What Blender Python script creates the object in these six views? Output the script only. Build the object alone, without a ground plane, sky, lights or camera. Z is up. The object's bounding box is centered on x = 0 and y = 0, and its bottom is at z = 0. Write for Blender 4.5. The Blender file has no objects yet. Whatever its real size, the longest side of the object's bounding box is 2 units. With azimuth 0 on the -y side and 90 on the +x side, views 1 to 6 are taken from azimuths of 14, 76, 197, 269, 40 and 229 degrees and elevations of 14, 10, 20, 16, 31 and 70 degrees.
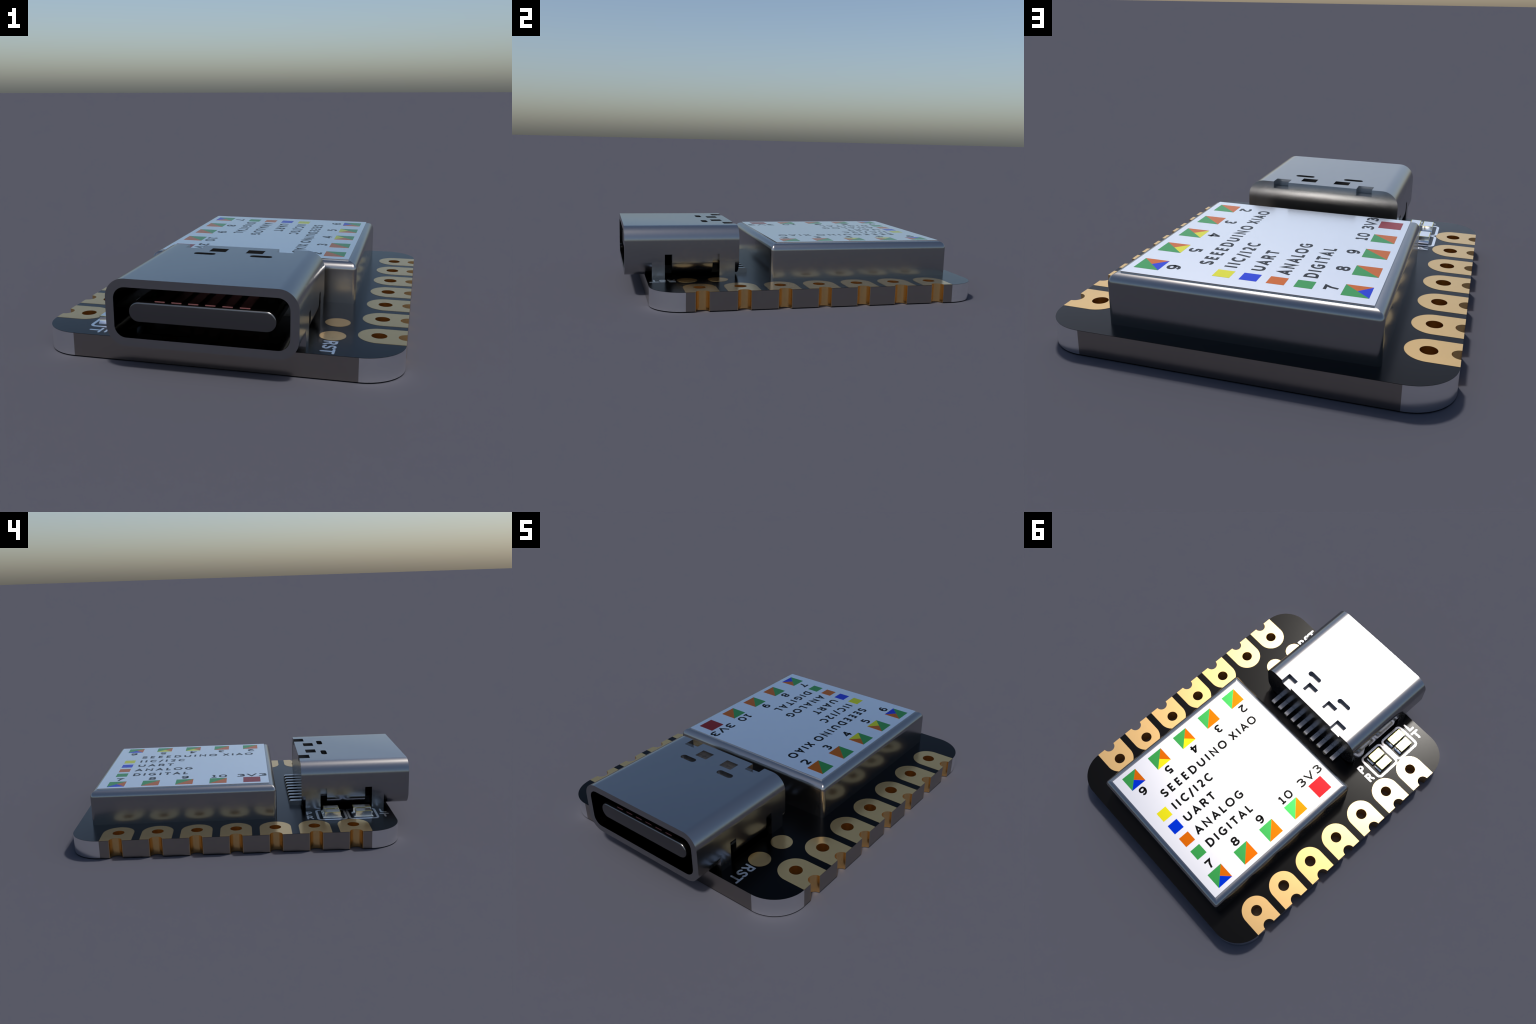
"""Tiny castellated microcontroller board: black circuit board with gold edge
pads, metal shield can with a printed label, metal reversible USB receptacle,
two chip light terminals and white silkscreen.  Metres, z up."""
import bpy, bmesh, math
from mathutils import Vector, Matrix

# ---------------------------------------------------------------- dimensions
BX = 0.7915                 # half width of the board
BY0, BY1 = -0.883, 1.0      # board ends
BR = 0.177                  # board corner radius
BT = 0.106                  # board thickness, pads included
SKIN = 0.0022               # solder mask thickness
PITCH = 0.2248              # pad pitch
PAD_Y = [0.0568 + PITCH * (k - 3) for k in range(7)]
PAD_X = 0.675               # hole centre
PAD_R = 0.090               # pad half width = radius of its round end
HOLE_R = 0.034
NOTCH_R = 0.0358

CAN_X, CAN_Y0, CAN_Y1, CAN_Z = 0.5305, -0.1862, 0.9110, 0.311
CAN_FILLET = 0.0405
LAB_X, LAB_Y0, LAB_Y1, LAB_Z = 0.4865, -0.1455, 0.8735, 0.3172

US_X, US_Z0, US_Z1 = 0.3975, 0.115, 0.398     # receptacle shell outside
US_Y0, US_Y1 = -1.0, -0.345
US_R, US_WALL = 0.083, 0.0352

# ---------------------------------------------------------------- materials
def material(name, color, rough, metallic=1.0, grain=0.0, bump=0.0, scale=60.0):
    m = bpy.data.materials.new(name)
    m.use_nodes = True
    nt = m.node_tree
    bsdf = nt.nodes["Principled BSDF"]
    bsdf.inputs["Base Color"].default_value = (*color, 1)
    bsdf.inputs["Metallic"].default_value = metallic
    bsdf.inputs["Roughness"].default_value = rough
    if grain or bump:
        tc = nt.nodes.new("ShaderNodeTexCoord")
        noise = nt.nodes.new("ShaderNodeTexNoise")
        noise.inputs["Scale"].default_value = scale
        noise.inputs["Detail"].default_value = 4
        nt.links.new(tc.outputs["Object"], noise.inputs["Vector"])
        if grain:
            ramp = nt.nodes.new("ShaderNodeMapRange")
            ramp.inputs["To Min"].default_value = rough - grain
            ramp.inputs["To Max"].default_value = rough + grain
            nt.links.new(noise.outputs["Fac"], ramp.inputs["Value"])
            nt.links.new(ramp.outputs["Result"], bsdf.inputs["Roughness"])
        if bump:
            b = nt.nodes.new("ShaderNodeBump")
            b.inputs["Strength"].default_value = bump
            b.inputs["Distance"].default_value = 0.001
            nt.links.new(noise.outputs["Fac"], b.inputs["Height"])
            nt.links.new(b.outputs["Normal"], bsdf.inputs["Normal"])
    return m

R0 = 0.225
M_MASK = material("black_solder_mask", (0.0105, 0.0105, 0.0105), R0)
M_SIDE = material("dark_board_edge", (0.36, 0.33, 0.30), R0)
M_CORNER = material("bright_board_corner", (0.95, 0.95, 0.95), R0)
M_GOLD = material("gold_plating", (0.90, 0.575, 0.23), R0)
M_STEEL = material("grey_steel", (0.34, 0.34, 0.34), 0.215)
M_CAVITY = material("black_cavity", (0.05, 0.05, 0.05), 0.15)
M_PIN = material("pin_steel", (0.38, 0.38, 0.38), R0)
M_TONGUE = material("dark_tongue", (0.17, 0.17, 0.17), R0)
M_COPPER = material("red_copper", (0.92, 0.32, 0.27), R0)
M_WHITE = material("white_print", (0.95, 0.95, 0.95), R0)
M_TIN = material("bright_tin", (0.95, 0.95, 0.95), 0.18)
M_LEMON = material("yellow_rim", (0.80, 0.68, 0.15), R0)
M_INK = material("black_ink", (0.010, 0.010, 0.010), R0)
M_GREEN = material("green_ink", (0.055, 0.39, 0.087), R0)
M_ORANGE = material("orange_ink", (0.79, 0.16, 0.004), R0)
M_YELLOW = material("yellow_ink", (0.95, 0.86, 0.018), R0)
M_BLUE = material("blue_ink", (0.002, 0.040, 0.67), R0)
M_RED = material("red_ink", (0.41, 0.010, 0.013), R0)

# ---------------------------------------------------------------- helpers
COL = bpy.context.scene.collection

def add(name, mesh, parent, mats):
    ob = bpy.data.objects.new(name, mesh)
    COL.objects.link(ob)
    if not isinstance(mats, (list, tuple)):
        mats = [mats]
    if len(mesh.materials) == 0:
        for m in mats:
            mesh.materials.append(m)
    ob.parent = parent
    return ob

def smooth(mesh, angle=32):
    mesh.polygons.foreach_set("use_smooth", [True] * len(mesh.polygons))
    mesh.set_sharp_from_angle(angle=math.radians(angle))
    mesh.update()
    return mesh

def arc(cx, cy, r, a0, a1, n):
    return [(cx + r * math.cos(math.radians(a0 + (a1 - a0) * i / n)),
             cy + r * math.sin(math.radians(a0 + (a1 - a0) * i / n))) for i in range(n + 1)]

def rounded_rect(x0, x1, y0, y1, r, n=12):
    return (arc(x1 - r, y0 + r, r, -90, 0, n) + arc(x1 - r, y1 - r, r, 0, 90, n)
            + arc(x0 + r, y1 - r, r, 90, 180, n) + arc(x0 + r, y0 + r, r, 180, 270, n))

def circle(cx, cy, r, n=40):
    return arc(cx, cy, r, 0, 360 * (n - 1) / n, n - 1)

def prism(loops, z0, z1, angle=32):
    """Plate with holes: closed 2D loops filled even-odd, from z0 to z1."""
    cu = bpy.data.curves.new("tmp", 'CURVE')
    cu.dimensions = '2D'
    cu.fill_mode = 'BOTH'
    cu.extrude = (z1 - z0) / 2
    for lp in loops:
        sp = cu.splines.new('POLY')
        sp.points.add(len(lp) - 1)
        for p, (x, y) in zip(sp.points, lp):
            p.co = (x, y, 0, 1)
        sp.use_cyclic_u = True
    me = to_mesh(cu)
    me.transform(Matrix.Translation((0, 0, (z0 + z1) / 2)))
    weld(me)
    return smooth(me, angle)

def to_mesh(curve):
    ob = bpy.data.objects.new("tmp", curve)
    COL.objects.link(ob)
    dg = bpy.context.evaluated_depsgraph_get()
    me = bpy.data.meshes.new_from_object(ob.evaluated_get(dg))
    bpy.data.objects.remove(ob)
    bpy.data.curves.remove(curve)
    me.materials.clear()
    return me

def weld(me, d=1e-6):
    bm = bmesh.new()
    bm.from_mesh(me)
    bmesh.ops.remove_doubles(bm, verts=bm.verts, dist=d)
    bmesh.ops.recalc_face_normals(bm, faces=bm.faces)
    bm.to_mesh(me)
    bm.free()

def loft(rings, angle=32, cap=True):
    """Closed rings of equal vertex count joined by quads, ends capped."""
    bm = bmesh.new()
    vr = [[bm.verts.new(p) for p in ring] for ring in rings]
    n = len(rings[0])
    for a, b in zip(vr, vr[1:]):
        for i in range(n):
            j = (i + 1) % n
            bm.faces.new((a[i], a[j], b[j], b[i]))
    if cap:
        bm.faces.new(list(reversed(vr[0])))
        bm.faces.new(vr[-1])
    bmesh.ops.recalc_face_normals(bm, faces=bm.faces)
    me = bpy.data.meshes.new("loft")
    bm.to_mesh(me)
    bm.free()
    return smooth(me, angle)

def box(x0, x1, y0, y1, z0, z1, bevel=0.0, seg=3):
    bm = bmesh.new()
    bmesh.ops.create_cube(bm, size=1)
    for v in bm.verts:
        v.co = ((x0 + x1) / 2 + v.co.x * (x1 - x0), (y0 + y1) / 2 + v.co.y * (y1 - y0),
                (z0 + z1) / 2 + v.co.z * (z1 - z0))
    if bevel:
        bmesh.ops.bevel(bm, geom=bm.edges[:], offset=bevel, segments=seg, profile=0.5, affect='EDGES')
    me = bpy.data.meshes.new("box")
    bm.to_mesh(me)
    bm.free()
    return smooth(me) if bevel else me

def join(meshes):
    bm = bmesh.new()
    for m in meshes:
        bm.from_mesh(m)
    me = bpy.data.meshes.new("joined")
    bm.to_mesh(me)
    bm.free()
    return me

def cut(mesh, cutters):
    a = bpy.data.objects.new("a", mesh)
    b = bpy.data.objects.new("b", join(cutters))
    COL.objects.link(a)
    COL.objects.link(b)
    md = a.modifiers.new("cut", 'BOOLEAN')
    md.object = b
    md.operation = 'DIFFERENCE'
    md.solver = 'EXACT'
    md.use_self = True
    dg = bpy.context.evaluated_depsgraph_get()
    out = bpy.data.meshes.new_from_object(a.evaluated_get(dg))
    bpy.data.objects.remove(a)
    bpy.data.objects.remove(b)
    return out

def along_y(me):
    """Turn a prism built in (x, z) with depth in z into one running along y."""
    me.transform(Matrix(((1, 0, 0, 0), (0, 0, 1, 0), (0, 1, 0, 0), (0, 0, 0, 1))))
    me.flip_normals()
    return me

# ---- stroke alphabet: each glyph = (ink width in cap heights, left gap, right gap, strokes)
# a stroke is ("l" straight | "c" curved | "o" closed curve, points in a unit box)
ROUND = [(0.5, 1), (0.82, 0.93), (1, 0.68), (1, 0.32), (0.82, 0.07), (0.5, 0), (0.18, 0.07), (0, 0.32), (0, 0.68), (0.18, 0.93)]
ALPHABET = {
    "S": (.70, .05, .05, [("c", [(.93, .88), (.74, .98), (.5, 1), (.22, .95), (.07, .76), (.22, .58), (.5, .5),
                                 (.82, .40), (.98, .23), (.80, .04), (.48, 0), (.2, .04), (0, .15)])]),
    "E": (.60, .14, .06, [("l", [(1, 1), (0, 1), (0, 0), (1, 0)]), ("l", [(0, .53), (.86, .53)])]),
    "D": (.80, .14, .07, [("l", [(.4, 0), (0, 0), (0, 1), (.4, 1)]),
                          ("c", [(.38, 1), (.70, .94), (.93, .74), (1, .5), (.93, .26), (.70, .06), (.38, 0)])]),
    "U": (.82, .13, .13, [("c", [(0, 1), (0, .75), (0, .5), (.02, .26), (.2, .05), (.5, 0), (.8, .05), (.98, .26),
                                 (1, .5), (1, .75), (1, 1)])]),
    "I": (.165, .13, .13, [("l", [(.5, -.08), (.5, 1.08)])]),
    "N": (.80, .14, .14, [("l", [(0, -.08), (0, 1), (1, 0), (1, 1.08)])]),
    "O": (.93, .07, .07, [("o", ROUND)]),
    "X": (.80, .02, .02, [("l", [(0, 1.07), (1, -.07)]), ("l", [(1, 1.07), (0, -.07)])]),
    "A": (.88, 0., 0., [("l", [(0, -.07), (.5, .98), (1, -.07)]), ("l", [(.19, .28), (.81, .28)])]),
    "C": (.79, .07, .03, [("c", [(1, .87), (.82, .97), (.58, 1), (.22, .9), (0, .5), (.22, .1), (.58, 0), (.82, .03), (1, .13)])]),
    "/": (.52, .02, .02, [("l", [(0, -.3), (1, 1.12)])]),
    "R": (.74, .14, .02, [("l", [(0, -.08), (0, 1), (.42, 1)]),
                          ("c", [(.40, 1), (.70, .96), (.86, .75), (.70, .52), (.40, .46)]),
                          ("l", [(.42, .46), (.05, .46)]), ("l", [(.50, .47), (1, -.07)])]),
    "T": (.80, .03, .03, [("l", [(-.06, 1), (1.06, 1)]), ("l", [(.5, 1), (.5, -.08)])]),
    "L": (.58, .14, .02, [("l", [(0, 1.08), (0, 0), (1.06, 0)])]),
    "G": (.84, .07, .12, [("c", [(.95, .89), (.78, .97), (.56, 1), (.2, .88), (0, .5), (.2, .12), (.56, 0), (.8, .03), (1, .1)]),
                          ("l", [(1, .06), (1, .47), (.6, .47)])]),
    "V": (.84, 0., 0., [("l", [(0, 1.07), (.5, .02), (1, 1.07)])]),
    "1": (.56, .10, .08, [("l", [(.08, .82), (.30, .88), (.52, 1.03)]), ("l", [(.52, 1.06), (.52, 0)]), ("l", [(-.05, 0), (1.05, 0)])]),
    "0": (.70, .06, .06, [("o", ROUND)]),
    "2": (.66, .05, .05, [("c", [(.02, .86), (.2, .97), (.48, 1), (.82, .92), (.92, .72), (.8, .5), (.5, .25), (.12, 0)]),
                          ("l", [(.1, 0), (1.04, 0)])]),
    "3": (.66, .04, .05, [("c", [(.04, .90), (.24, .98), (.48, 1), (.82, .92), (.93, .76), (.78, .59), (.45, .53)]),
                          ("c", [(.40, .53), (.80, .46), (1, .26), (.82, .06), (.45, 0), (.2, .03), (0, .12)])]),
    "4": (.74, .02, .03, [("l", [(.72, -.08), (.72, 1), (.62, 1), (0, .30), (1.05, .30)])]),
    "5": (.66, .04, .05, [("l", [(.90, 1), (.16, 1), (.11, .55)]),
                          ("c", [(.10, .55), (.30, .61), (.5, .62), (.86, .53), (1, .31), (.84, .08), (.45, 0), (.2, .03), (0, .13)])]),
    "6": (.70, .06, .05, [("c", [(.92, .90), (.72, .99), (.52, 1), (.2, .86), (.03, .56), (.02, .32), (.18, .06), (.52, 0),
                                 (.86, .08), (1, .31), (.86, .53), (.55, .60), (.22, .52), (.04, .34)])]),
    "7": (.70, .04, .04, [("l", [(-.05, 1), (1, 1), (.62, .55), (.42, -.08)])]),
    "8": (.70, .05, .05, [("o", [(.5, 1), (.82, .94), (.93, .76), (.8, .60), (.5, .52), (.2, .60), (.07, .76), (.18, .94)]),
                          ("o", [(.5, .53), (.86, .43), (1, .25), (.85, .06), (.5, 0), (.15, .06), (0, .25), (.14, .43)])]),
    "P": (.66, .14, .05, [("l", [(0, -.08), (0, 1), (.5, 1)]), ("c", [(.48, 1), (.86, .94), (1, .72), (.86, .5), (.48, .42)]),
                          ("l", [(.5, .42), (0, .42)])]),
    "9": (.70, .06, .05, [("c", [(.08, .10), (.28, .01), (.48, 0), (.8, .14), (.97, .44), (.98, .68), (.82, .94), (.48, 1),
                                 (.14, .92), (0, .69), (.14, .47), (.45, .40), (.78, .48), (.96, .66)])]),
    " ": (.0, .15, .15, []),
}

def catmull(pts, closed, n=7):
    out = []
    m = len(pts)
    for i in range(m if closed else m - 1):
        p = [Vector(pts[(i + k) % m] if closed else pts[min(max(i + k, 0), m - 1)]) for k in (-1, 0, 1, 2)]
        for j in range(n):
            t = j / n
            out.append(0.5 * ((2 * p[1]) + (p[2] - p[0]) * t + (2 * p[0] - 5 * p[1] + 4 * p[2] - p[3]) * t * t
                              + (3 * p[1] - p[0] - 3 * p[2] + p[3]) * t ** 3))
    if not closed:
        out.append(Vector(pts[-1]))
    return out

def ribbon(bm, path, closed, w, z0, z1):
    """Flat band of width w swept along a 2D path, mitred at its corners."""
    path = [Vector(p) for p in path]
    n = len(path)
    rows = []
    for i, p in enumerate(path):
        a = path[i - 1] if (i > 0 or closed) else None
        b = path[(i + 1) % n] if (i < n - 1 or closed) else None
        d1 = (p - a).normalized() if a is not None else (b - p).normalized()
        d2 = (b - p).normalized() if b is not None else d1
        n1, n2 = Vector((-d1.y, d1.x)), Vector((-d2.y, d2.x))
        m = (n1 + n2)
        m = m.normalized() if m.length > 1e-6 else n1
        k = min(1 / max(m.dot(n1), 0.35), 2.2) * w / 2
        l, r = p + m * k, p - m * k
        rows.append([bm.verts.new((q.x, q.y, z)) for q, z in ((l, z1), (r, z1), (r, z0), (l, z0))])
    for i in range(n if closed else n - 1):
        a, b = rows[i], rows[(i + 1) % n]
        for k in range(4):
            bm.faces.new((a[k], a[(k + 1) % 4], b[(k + 1) % 4], b[k]))
    if not closed:
        bm.faces.new(rows[0])
        bm.faces.new(list(reversed(rows[-1])))

def disc(bm, p, r, z0, z1, n=14):
    top = [bm.verts.new((p[0] + r * math.cos(6.28318 * i / n), p[1] + r * math.sin(6.28318 * i / n), z1)) for i in range(n)]
    bot = [bm.verts.new((v.co.x, v.co.y, z0)) for v in top]
    bm.faces.new(top)
    bm.faces.new(list(reversed(bot)))
    for i in range(n):
        bm.faces.new((top[i], bot[i], bot[(i + 1) % n], top[(i + 1) % n]))

def lettering(text, y_start, y_end, x_base, x_top, z0, z1, w, tracking=0.18, round_ends=False):
    """Printed word running from y_start to y_end, feet on x_base, heads at x_top.
    Overlapping strokes sit a hair above each other."""
    cap = abs(x_top - x_base)
    pen, cells = 0.0, []
    for i, ch in enumerate(text):
        ink, lsb, rsb, strokes = ALPHABET[ch]
        pen += lsb if i else 0.0
        cells.append((pen, ink, strokes))
        pen += ink + ((rsb + tracking) if i < len(text) - 1 else 0.0)
    length = abs(y_end - y_start)
    k = length / pen                                    # metres per cap height along the line
    sy = 1 if y_end > y_start else -1
    sx = 1 if x_top > x_base else -1
    h = w / 2
    bm = bmesh.new()
    step = 0
    for pen0, ink, strokes in cells:
        u0, u1 = pen0 * k + h, (pen0 + ink) * k - h
        for kind, pts in strokes:
            pts2 = [(u0 + (u1 - u0) * u, h + (cap - 2 * h) * v) for u, v in pts]
            closed = kind == "o"
            path = catmull(pts2, closed) if kind in "co" else pts2
            world = [(x_base + sx * q[1], y_start + sy * q[0]) for q in path]
            top = z1 - 0.00005 * (step % 4)
            step += 1
            ribbon(bm, world, closed, w, z0, top)
            if round_ends:
                for e, p in enumerate(world if kind == "l" else (world[0], world[-1])):
                    disc(bm, p, h, z0, top - 0.00006 - 0.00003 * (e % 3))
    bmesh.ops.recalc_face_normals(bm, faces=bm.faces)
    me = bpy.data.meshes.new("lettering")
    bm.to_mesh(me)
    bm.free()
    return me

# ---------------------------------------------------------------- the thing
root = bpy.data.objects.new("microcontroller_board", None)
COL.objects.link(root)
root["label"] = "small black circuit board with gold edge pads and metal connector"
root["category"] = "circuit board"

# ---- board outline with half-round castellations ------------------------
def board_outline(notch_r, inset=0.0):
    x, y0, y1 = BX - inset, BY0 + inset, BY1 - inset
    r = BR - inset
    pts = arc(x - r, y0 + r, r, -90, 0, 24)
    for y in PAD_Y:
        pts += arc(BX, y, notch_r, 270, 90, 20)
    pts += arc(x - r, y1 - r, r, 0, 90, 24)
    pts += arc(-x + r, y1 - r, r, 90, 180, 24)
    for y in reversed(PAD_Y):
        pts += arc(-BX, y, notch_r, 90, -90, 20)
    pts += arc(-x + r, y0 + r, r, 180, 270, 24)
    return pts

LINING = 0.0022
def board_loops():
    return [board_outline(NOTCH_R + LINING)] + [circle(s * PAD_X, y, HOLE_R + LINING)
                                               for s in (-1, 1) for y in PAD_Y]

sub = prism(board_loops(), SKIN, BT - SKIN)
sub.materials.append(M_SIDE)
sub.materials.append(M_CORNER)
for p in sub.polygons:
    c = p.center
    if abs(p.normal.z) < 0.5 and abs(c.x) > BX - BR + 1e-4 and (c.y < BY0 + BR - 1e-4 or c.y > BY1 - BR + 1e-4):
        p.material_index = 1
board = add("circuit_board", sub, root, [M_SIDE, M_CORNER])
add("solder_mask", prism(board_loops(), BT - SKIN, BT - 0.0008), board, M_MASK)
add("solder_mask", prism(board_loops(), 0.0, SKIN), board, M_MASK)

# ---- edge pads: rounded gold tongue, through hole, half-hole --------------
def pad_mesh():
    """Pad of the +x side around its hole centre (0, 0)."""
    edge = BX - PAD_X
    outline = arc(0, 0, PAD_R, 90, 270, 32)
    outline += [(edge, -PAD_R)] + arc(edge, 0, NOTCH_R, 270, 90, 20) + [(edge, PAD_R)]
    return prism([outline, circle(0, 0, HOLE_R)], BT - 0.0009, BT)

def lining_mesh():
    return prism([circle(0, 0, HOLE_R + LINING), circle(0, 0, HOLE_R)], 0.0003, BT - 0.0009)

def castellation_mesh():
    edge = BX - PAD_X
    outline = arc(edge, 0, NOTCH_R + LINING, 90, 270, 24) + arc(edge, 0, NOTCH_R, 270, 90, 24)
    return prism([outline], 0.0003, BT - 0.0009)

pad_me, lin_me, cas_me = pad_mesh(), lining_mesh(), castellation_mesh()
for side in (1, -1):
    for y in PAD_Y:
        for nm, me in (("solder_pad", pad_me), ("plated_hole", lin_me), ("edge_half_hole", cas_me)):
            ob = add(nm, me, board, M_GOLD)
            ob.location = (side * PAD_X, y, 0)
            if side < 0:
                ob.rotation_euler = (0, 0, math.pi)

# ---- two round reset pads -------------------------------------------------
test_me = prism([circle(0, 0, 0.0575, 48)], BT - 0.0009, BT)
for y in (-0.4835, -0.6605):
    ob = add("reset_pad", test_me, board, M_GOLD)
    ob.location = (0.4815, y, 0)

# ---- silkscreen: letters (feet toward -x, reading toward -y) --------------
def silk_letter(ch, y_left, y_right, x_base, x_top, w):
    add("silkscreen_letter", lettering(ch, y_left, y_right, x_base, x_top, BT - 0.002, BT + 0.0003, w, 0, True),
        board, M_WHITE)

silk_letter("R", -0.7265, -0.7700, 0.4560, 0.5145, 0.0110)
silk_letter("S", -0.7760, -0.8170, 0.4555, 0.5150, 0.0110)
silk_letter("T", -0.8190, -0.8690, 0.4560, 0.5145, 0.0110)
silk_letter("P", -0.3655, -0.4025, -0.4890, -0.4345, 0.0110)
silk_letter("R", -0.3640, -0.4040, -0.5615, -0.5065, 0.0110)
silk_letter("L", -0.8110, -0.8480, -0.4895, -0.4325, 0.0110)
silk_letter("T", -0.8030, -0.8540, -0.5620, -0.5065, 0.0110)

# ---- two chip lights: silkscreen frame and a pair of tinned terminals -----
def terminal_mesh(lx, ly, h):
    """Upright tinned block with a foot that flares out at the board."""
    rings = []
    for z, grow in ((-0.002, 0.011), (0.0025, 0.011), (0.006, 0.0055), (0.010, 0.0022),
                    (0.0145, 0.0), (h - 0.0015, 0.0)):
        rings.append([(x, y, z) for x, y in rounded_rect(-lx / 2, lx / 2,
                                                         -ly / 2 - grow, ly / 2 + grow, 0.002, 3)])
    return loft(rings, 40)

TERM_H = 0.0355
def chip_light(y_lo, y_hi, blocks):
    frame = prism([rounded_rect(-0.5895, -0.4050, y_lo, y_hi, 0.030),
                   rounded_rect(-0.5755, -0.4190, y_lo + 0.0140, y_hi - 0.0140, 0.014)],
                  BT - 0.002, BT + 0.0002)
    light = add("chip_light", frame, root, M_WHITE)
    for (xc, yc, ly) in blocks:
        lx = 0.0545
        t = add("terminal", terminal_mesh(lx, ly, TERM_H), light, M_TIN)
        t.location = (xc, yc, BT)
        rim = add("terminal_rim", prism([rounded_rect(-lx / 2, lx / 2, -ly / 2, ly / 2, 0.002, 3)],
                                        TERM_H - 0.0015, TERM_H), light, M_LEMON)
        rim.location = (xc, yc, BT)
        e = 0.0030
        top = add("terminal_top", prism([rounded_rect(-lx / 2 + e, lx / 2 - e, -ly / 2 + e, ly / 2 - e, 0.001, 2)],
                                        TERM_H - 0.001, TERM_H + 0.0006), light, M_WHITE)
        top.location = (xc, yc, BT)

chip_light(-0.7895, -0.6088, ((-0.4615, -0.7010, 0.106), (-0.5310, -0.6990, 0.0925)))
chip_light(-0.6047, -0.4230, ((-0.4615, -0.5150, 0.0915), (-0.5310, -0.5150, 0.0915)))

# ---------------------------------------------------------------- shield can
def can_mesh():
    rc = 0.021
    def ring(z, d):
        r = max(rc - d, 0.0012)
        return [(x, y, z) for x, y in rounded_rect(-CAN_X + d, CAN_X - d, CAN_Y0 + d, CAN_Y1 - d, r, 6)]
    rings = [ring(BT - 0.0015, 0), ring(CAN_Z - CAN_FILLET, 0)]
    for i in range(1, 13):
        a = math.radians(90 * i / 12)
        rings.append(ring(CAN_Z - CAN_FILLET + CAN_FILLET * math.sin(a), CAN_FILLET * (1 - math.cos(a))))
    return loft(rings, 35)

add("shield_can", can_mesh(), root, M_STEEL)

# ---------------------------------------------------------------- label
label = add("printed_label", prism([rounded_rect(-LAB_X, LAB_X, LAB_Y0, LAB_Y1, 0.002, 3)], CAN_Z - 0.001, LAB_Z),
            root, M_WHITE)
INK0, INK1 = LAB_Z - 0.0005, LAB_Z + 0.0004

def tile(name, pts, mat, cx, cy):
    ob = add(name, prism([pts], INK0, INK1), label, mat)
    ob.location = (cx, cy, 0)

Q = 0.0516        # half side of a pin tile
ROW = [0.7695 - 0.2035 * k for k in range(5)]
A, B, C, D, O = (Q, Q), (Q, -Q), (-Q, -Q), (-Q, Q), (0, 0)
def pin_tile(cx, cy, extra):
    tile("green_tile", [A, B, D][::1], M_GREEN, cx, cy)
    if extra is None:
        tile("orange_tile", [B, C, D], M_ORANGE, cx, cy)
    else:
        tile("orange_tile", [B, C, O], M_ORANGE, cx, cy)
        tile("yellow_tile" if extra is M_YELLOW else "blue_tile", [O, C, D], extra, cx, cy)

for cy, extra in zip(ROW, (M_BLUE, M_YELLOW, M_YELLOW, None, None)):
    pin_tile(0.4073, cy, extra)
for cy, extra in zip(ROW[:4], (M_BLUE, None, None, None)):
    pin_tile(-0.4070, cy, extra)
tile("red_tile", [A, B, C, D], M_RED, -0.4070, ROW[4])
q = 0.0347
for cx, nm, m in ((0.1065, "yellow_tile", M_YELLOW), (0.0, "blue_tile", M_BLUE),
                  (-0.1063, "orange_tile", M_ORANGE), (-0.2121, "green_tile", M_GREEN)):
    tile(nm, [(q, q), (q, -q), (-q, -q), (-q, q)], m, cx, 0.7698)

def word(text, y_start, y_end, x_base, x_top, w=0.0121, tracking=0.14):
    add("lettering", lettering(text, y_start, y_end, x_base, x_top, INK0, INK1, w, tracking), label, M_INK)

CAP = 0.057
word("SEEEDUINO XIAO", 0.7045, -0.0600, 0.1836, 0.1836 + CAP)
word("IIC/I2C", 0.6985, 0.3970, 0.0780, 0.1350)
word("UART", 0.6990, 0.4625, -0.0285, 0.0285)
word("ANALOG", 0.7050, 0.3330, -0.1350, -0.0780)
word("DIGITAL", 0.6992, 0.3505, -0.2420, -0.1850)
word("3V3", 0.0485, -0.1380, -0.3400, -0.2830, tracking=0.04)
word("10", 0.2060, 0.1075, -0.3400, -0.2830, tracking=0.0)
word("9", 0.3880, 0.3420, -0.3400, -0.2830)
word("8", 0.5895, 0.5435, -0.3400, -0.2830)
word("7", 0.7930, 0.7460, -0.3400, -0.2830)
word("2", -0.0760, -0.0240, 0.3400, 0.2830)
word("3", 0.1370, 0.1800, 0.3400, 0.2830)
word("4", 0.3370, 0.3860, 0.3400, 0.2830)
word("5", 0.5440, 0.5880, 0.3400, 0.2830)
word("6", 0.7490, 0.7950, 0.3400, 0.2830)

# ---------------------------------------------------------------- receptacle
def usb_loop(d, r):
    return rounded_rect(-US_X + d, US_X - d, US_Z0 + d, US_Z1 - d, r, 16)

shell = along_y(prism([usb_loop(0, US_R), usb_loop(US_WALL, 0.050)], US_Y0, US_Y1))
cutters = []
for s in (-1, 1):
    # open notches at the rear edge, square windows and oval windows on top
    cutters.append(box(*sorted((s * 0.181, s * 0.261)), -0.4115, -0.30, 0.34, 0.45))
    cutters.append(box(*sorted((s * 0.048, s * 0.1275)), -0.464, -0.399, 0.34, 0.45))
    cutters.append(prism([rounded_rect(*sorted((s * 0.0815, s * 0.1835)), -0.5300, -0.4935, 0.0175, 8)], 0.34, 0.45))
    # relief slots beside the mounting legs
    cutters.append(box(*sorted((s * 0.3520, s * 0.45)), -0.7757, -0.7337, 0.09, 0.2393))
    cutters.append(box(*sorted((s * 0.3520, s * 0.45)), -0.5012, -0.4600, 0.09, 0.2393))
shell = smooth(cut(shell, cutters), 32)
shell.materials.clear()
shell.materials.append(M_STEEL)
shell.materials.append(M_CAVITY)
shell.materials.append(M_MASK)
ZC = (US_Z0 + US_Z1) / 2
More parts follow.
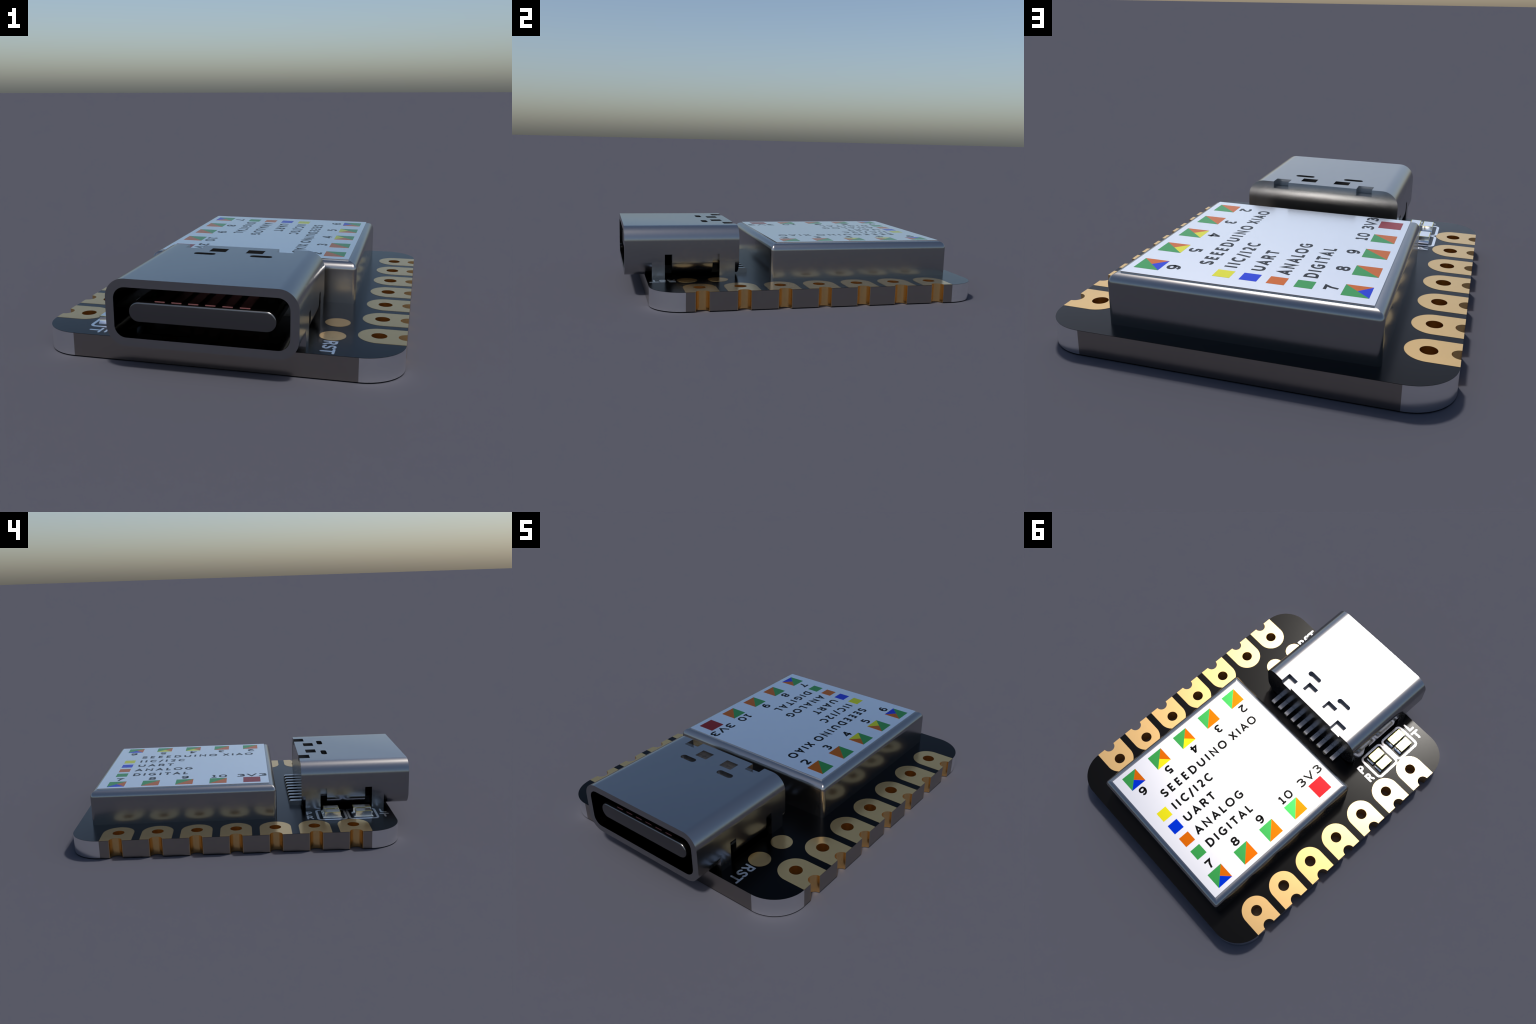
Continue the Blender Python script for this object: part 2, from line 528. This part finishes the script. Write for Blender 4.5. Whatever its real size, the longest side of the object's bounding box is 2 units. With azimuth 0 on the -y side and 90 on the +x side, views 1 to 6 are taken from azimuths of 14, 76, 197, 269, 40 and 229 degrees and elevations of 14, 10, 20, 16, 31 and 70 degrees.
for p in shell.polygons:            # the inside of the tube is black
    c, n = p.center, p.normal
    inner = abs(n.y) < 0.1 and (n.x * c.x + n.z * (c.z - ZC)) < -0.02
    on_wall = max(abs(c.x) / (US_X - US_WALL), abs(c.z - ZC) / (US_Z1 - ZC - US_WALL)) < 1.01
    slot_dark_cut = abs(n.x) > 0.9 and abs(c.x) < 0.36 and c.z < 0.24  # cut steel faces, coloured mask black to imitate the slot's dark depth
    p.material_index = 2 if slot_dark_cut else 1 if inner and on_wall else 0
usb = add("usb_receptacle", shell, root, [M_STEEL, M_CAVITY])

for s in (-1, 1):
    for y0, y1 in ((-0.8487, -0.7757), (-0.4600, -0.3690)):
        add("mounting_leg", box(*sorted((s * (US_X - US_WALL), s * US_X)), y0, y1, BT - 0.002, US_Z0 + US_R + 0.0002),
            usb, M_STEEL)

core = along_y(prism([usb_loop(US_WALL + 0.0008, 0.0495)], -0.585, US_Y1 - 0.0008))
add("rear_block", core, usb, M_STEEL)

# tongue: flat bar with round ends and a softened front edge
TZ0, TZ1, TX, TY = 0.2130, 0.3000, 0.3065, -0.9850
def tongue_ring(y, d):
    r = (TZ1 - TZ0) / 2 - d
    return [(x, y, z) for x, z in rounded_rect(-TX + d, TX - d, TZ0 + d, TZ1 - d, r - 1e-4, 14)]
rings = []
for i in range(7):
    a = math.radians(90 * i / 6)
    rings.append(tongue_ring(TY + 0.008 * (1 - math.sin(a)), 0.008 * (1 - math.cos(a))))
rings = list(reversed(rings)) if rings[0][0][1] < rings[-1][0][1] else rings
rings = [tongue_ring(-0.57, 0)] + sorted(rings, key=lambda r: -r[0][1])
add("contact_tongue", loft(rings, 50), usb, M_TONGUE)

for zc, hz in ((TZ1, 1), (TZ0, -1)):
    cm = box(-0.021, 0.021, -0.9660, -0.60, min(zc, zc + hz * 0.0030) - (0.001 if hz > 0 else 0),
             max(zc, zc + hz * 0.0030) + (0.001 if hz < 0 else 0))
    for k in range(6):
        ob = add("contact", cm, usb, M_COPPER)
        ob.location = (-0.1765 + 0.0706 * k, 0, 0)

# solder pins at the rear: flat bars with a rounded outer end
def pin_mesh():
    z0, z1, y0, y1, r, w = BT - 0.001, 0.1340, -0.360, -0.2755, 0.013, 0.0297
    prof = [(y0, z0), (y1, z0)] + arc(y1 - r, z1 - r, r, 0, 90, 8) + [(y0, z1)]
    rings = [[(sx * w / 2, y, z) for y, z in prof] for sx in (-1, 1)]
    return loft(rings, 32)
pin_me = pin_mesh()
for k in range(10):
    ob = add("solder_pin", pin_me, usb, M_PIN)
    ob.location = (-0.2812 + 0.06249 * k, 0, 0)
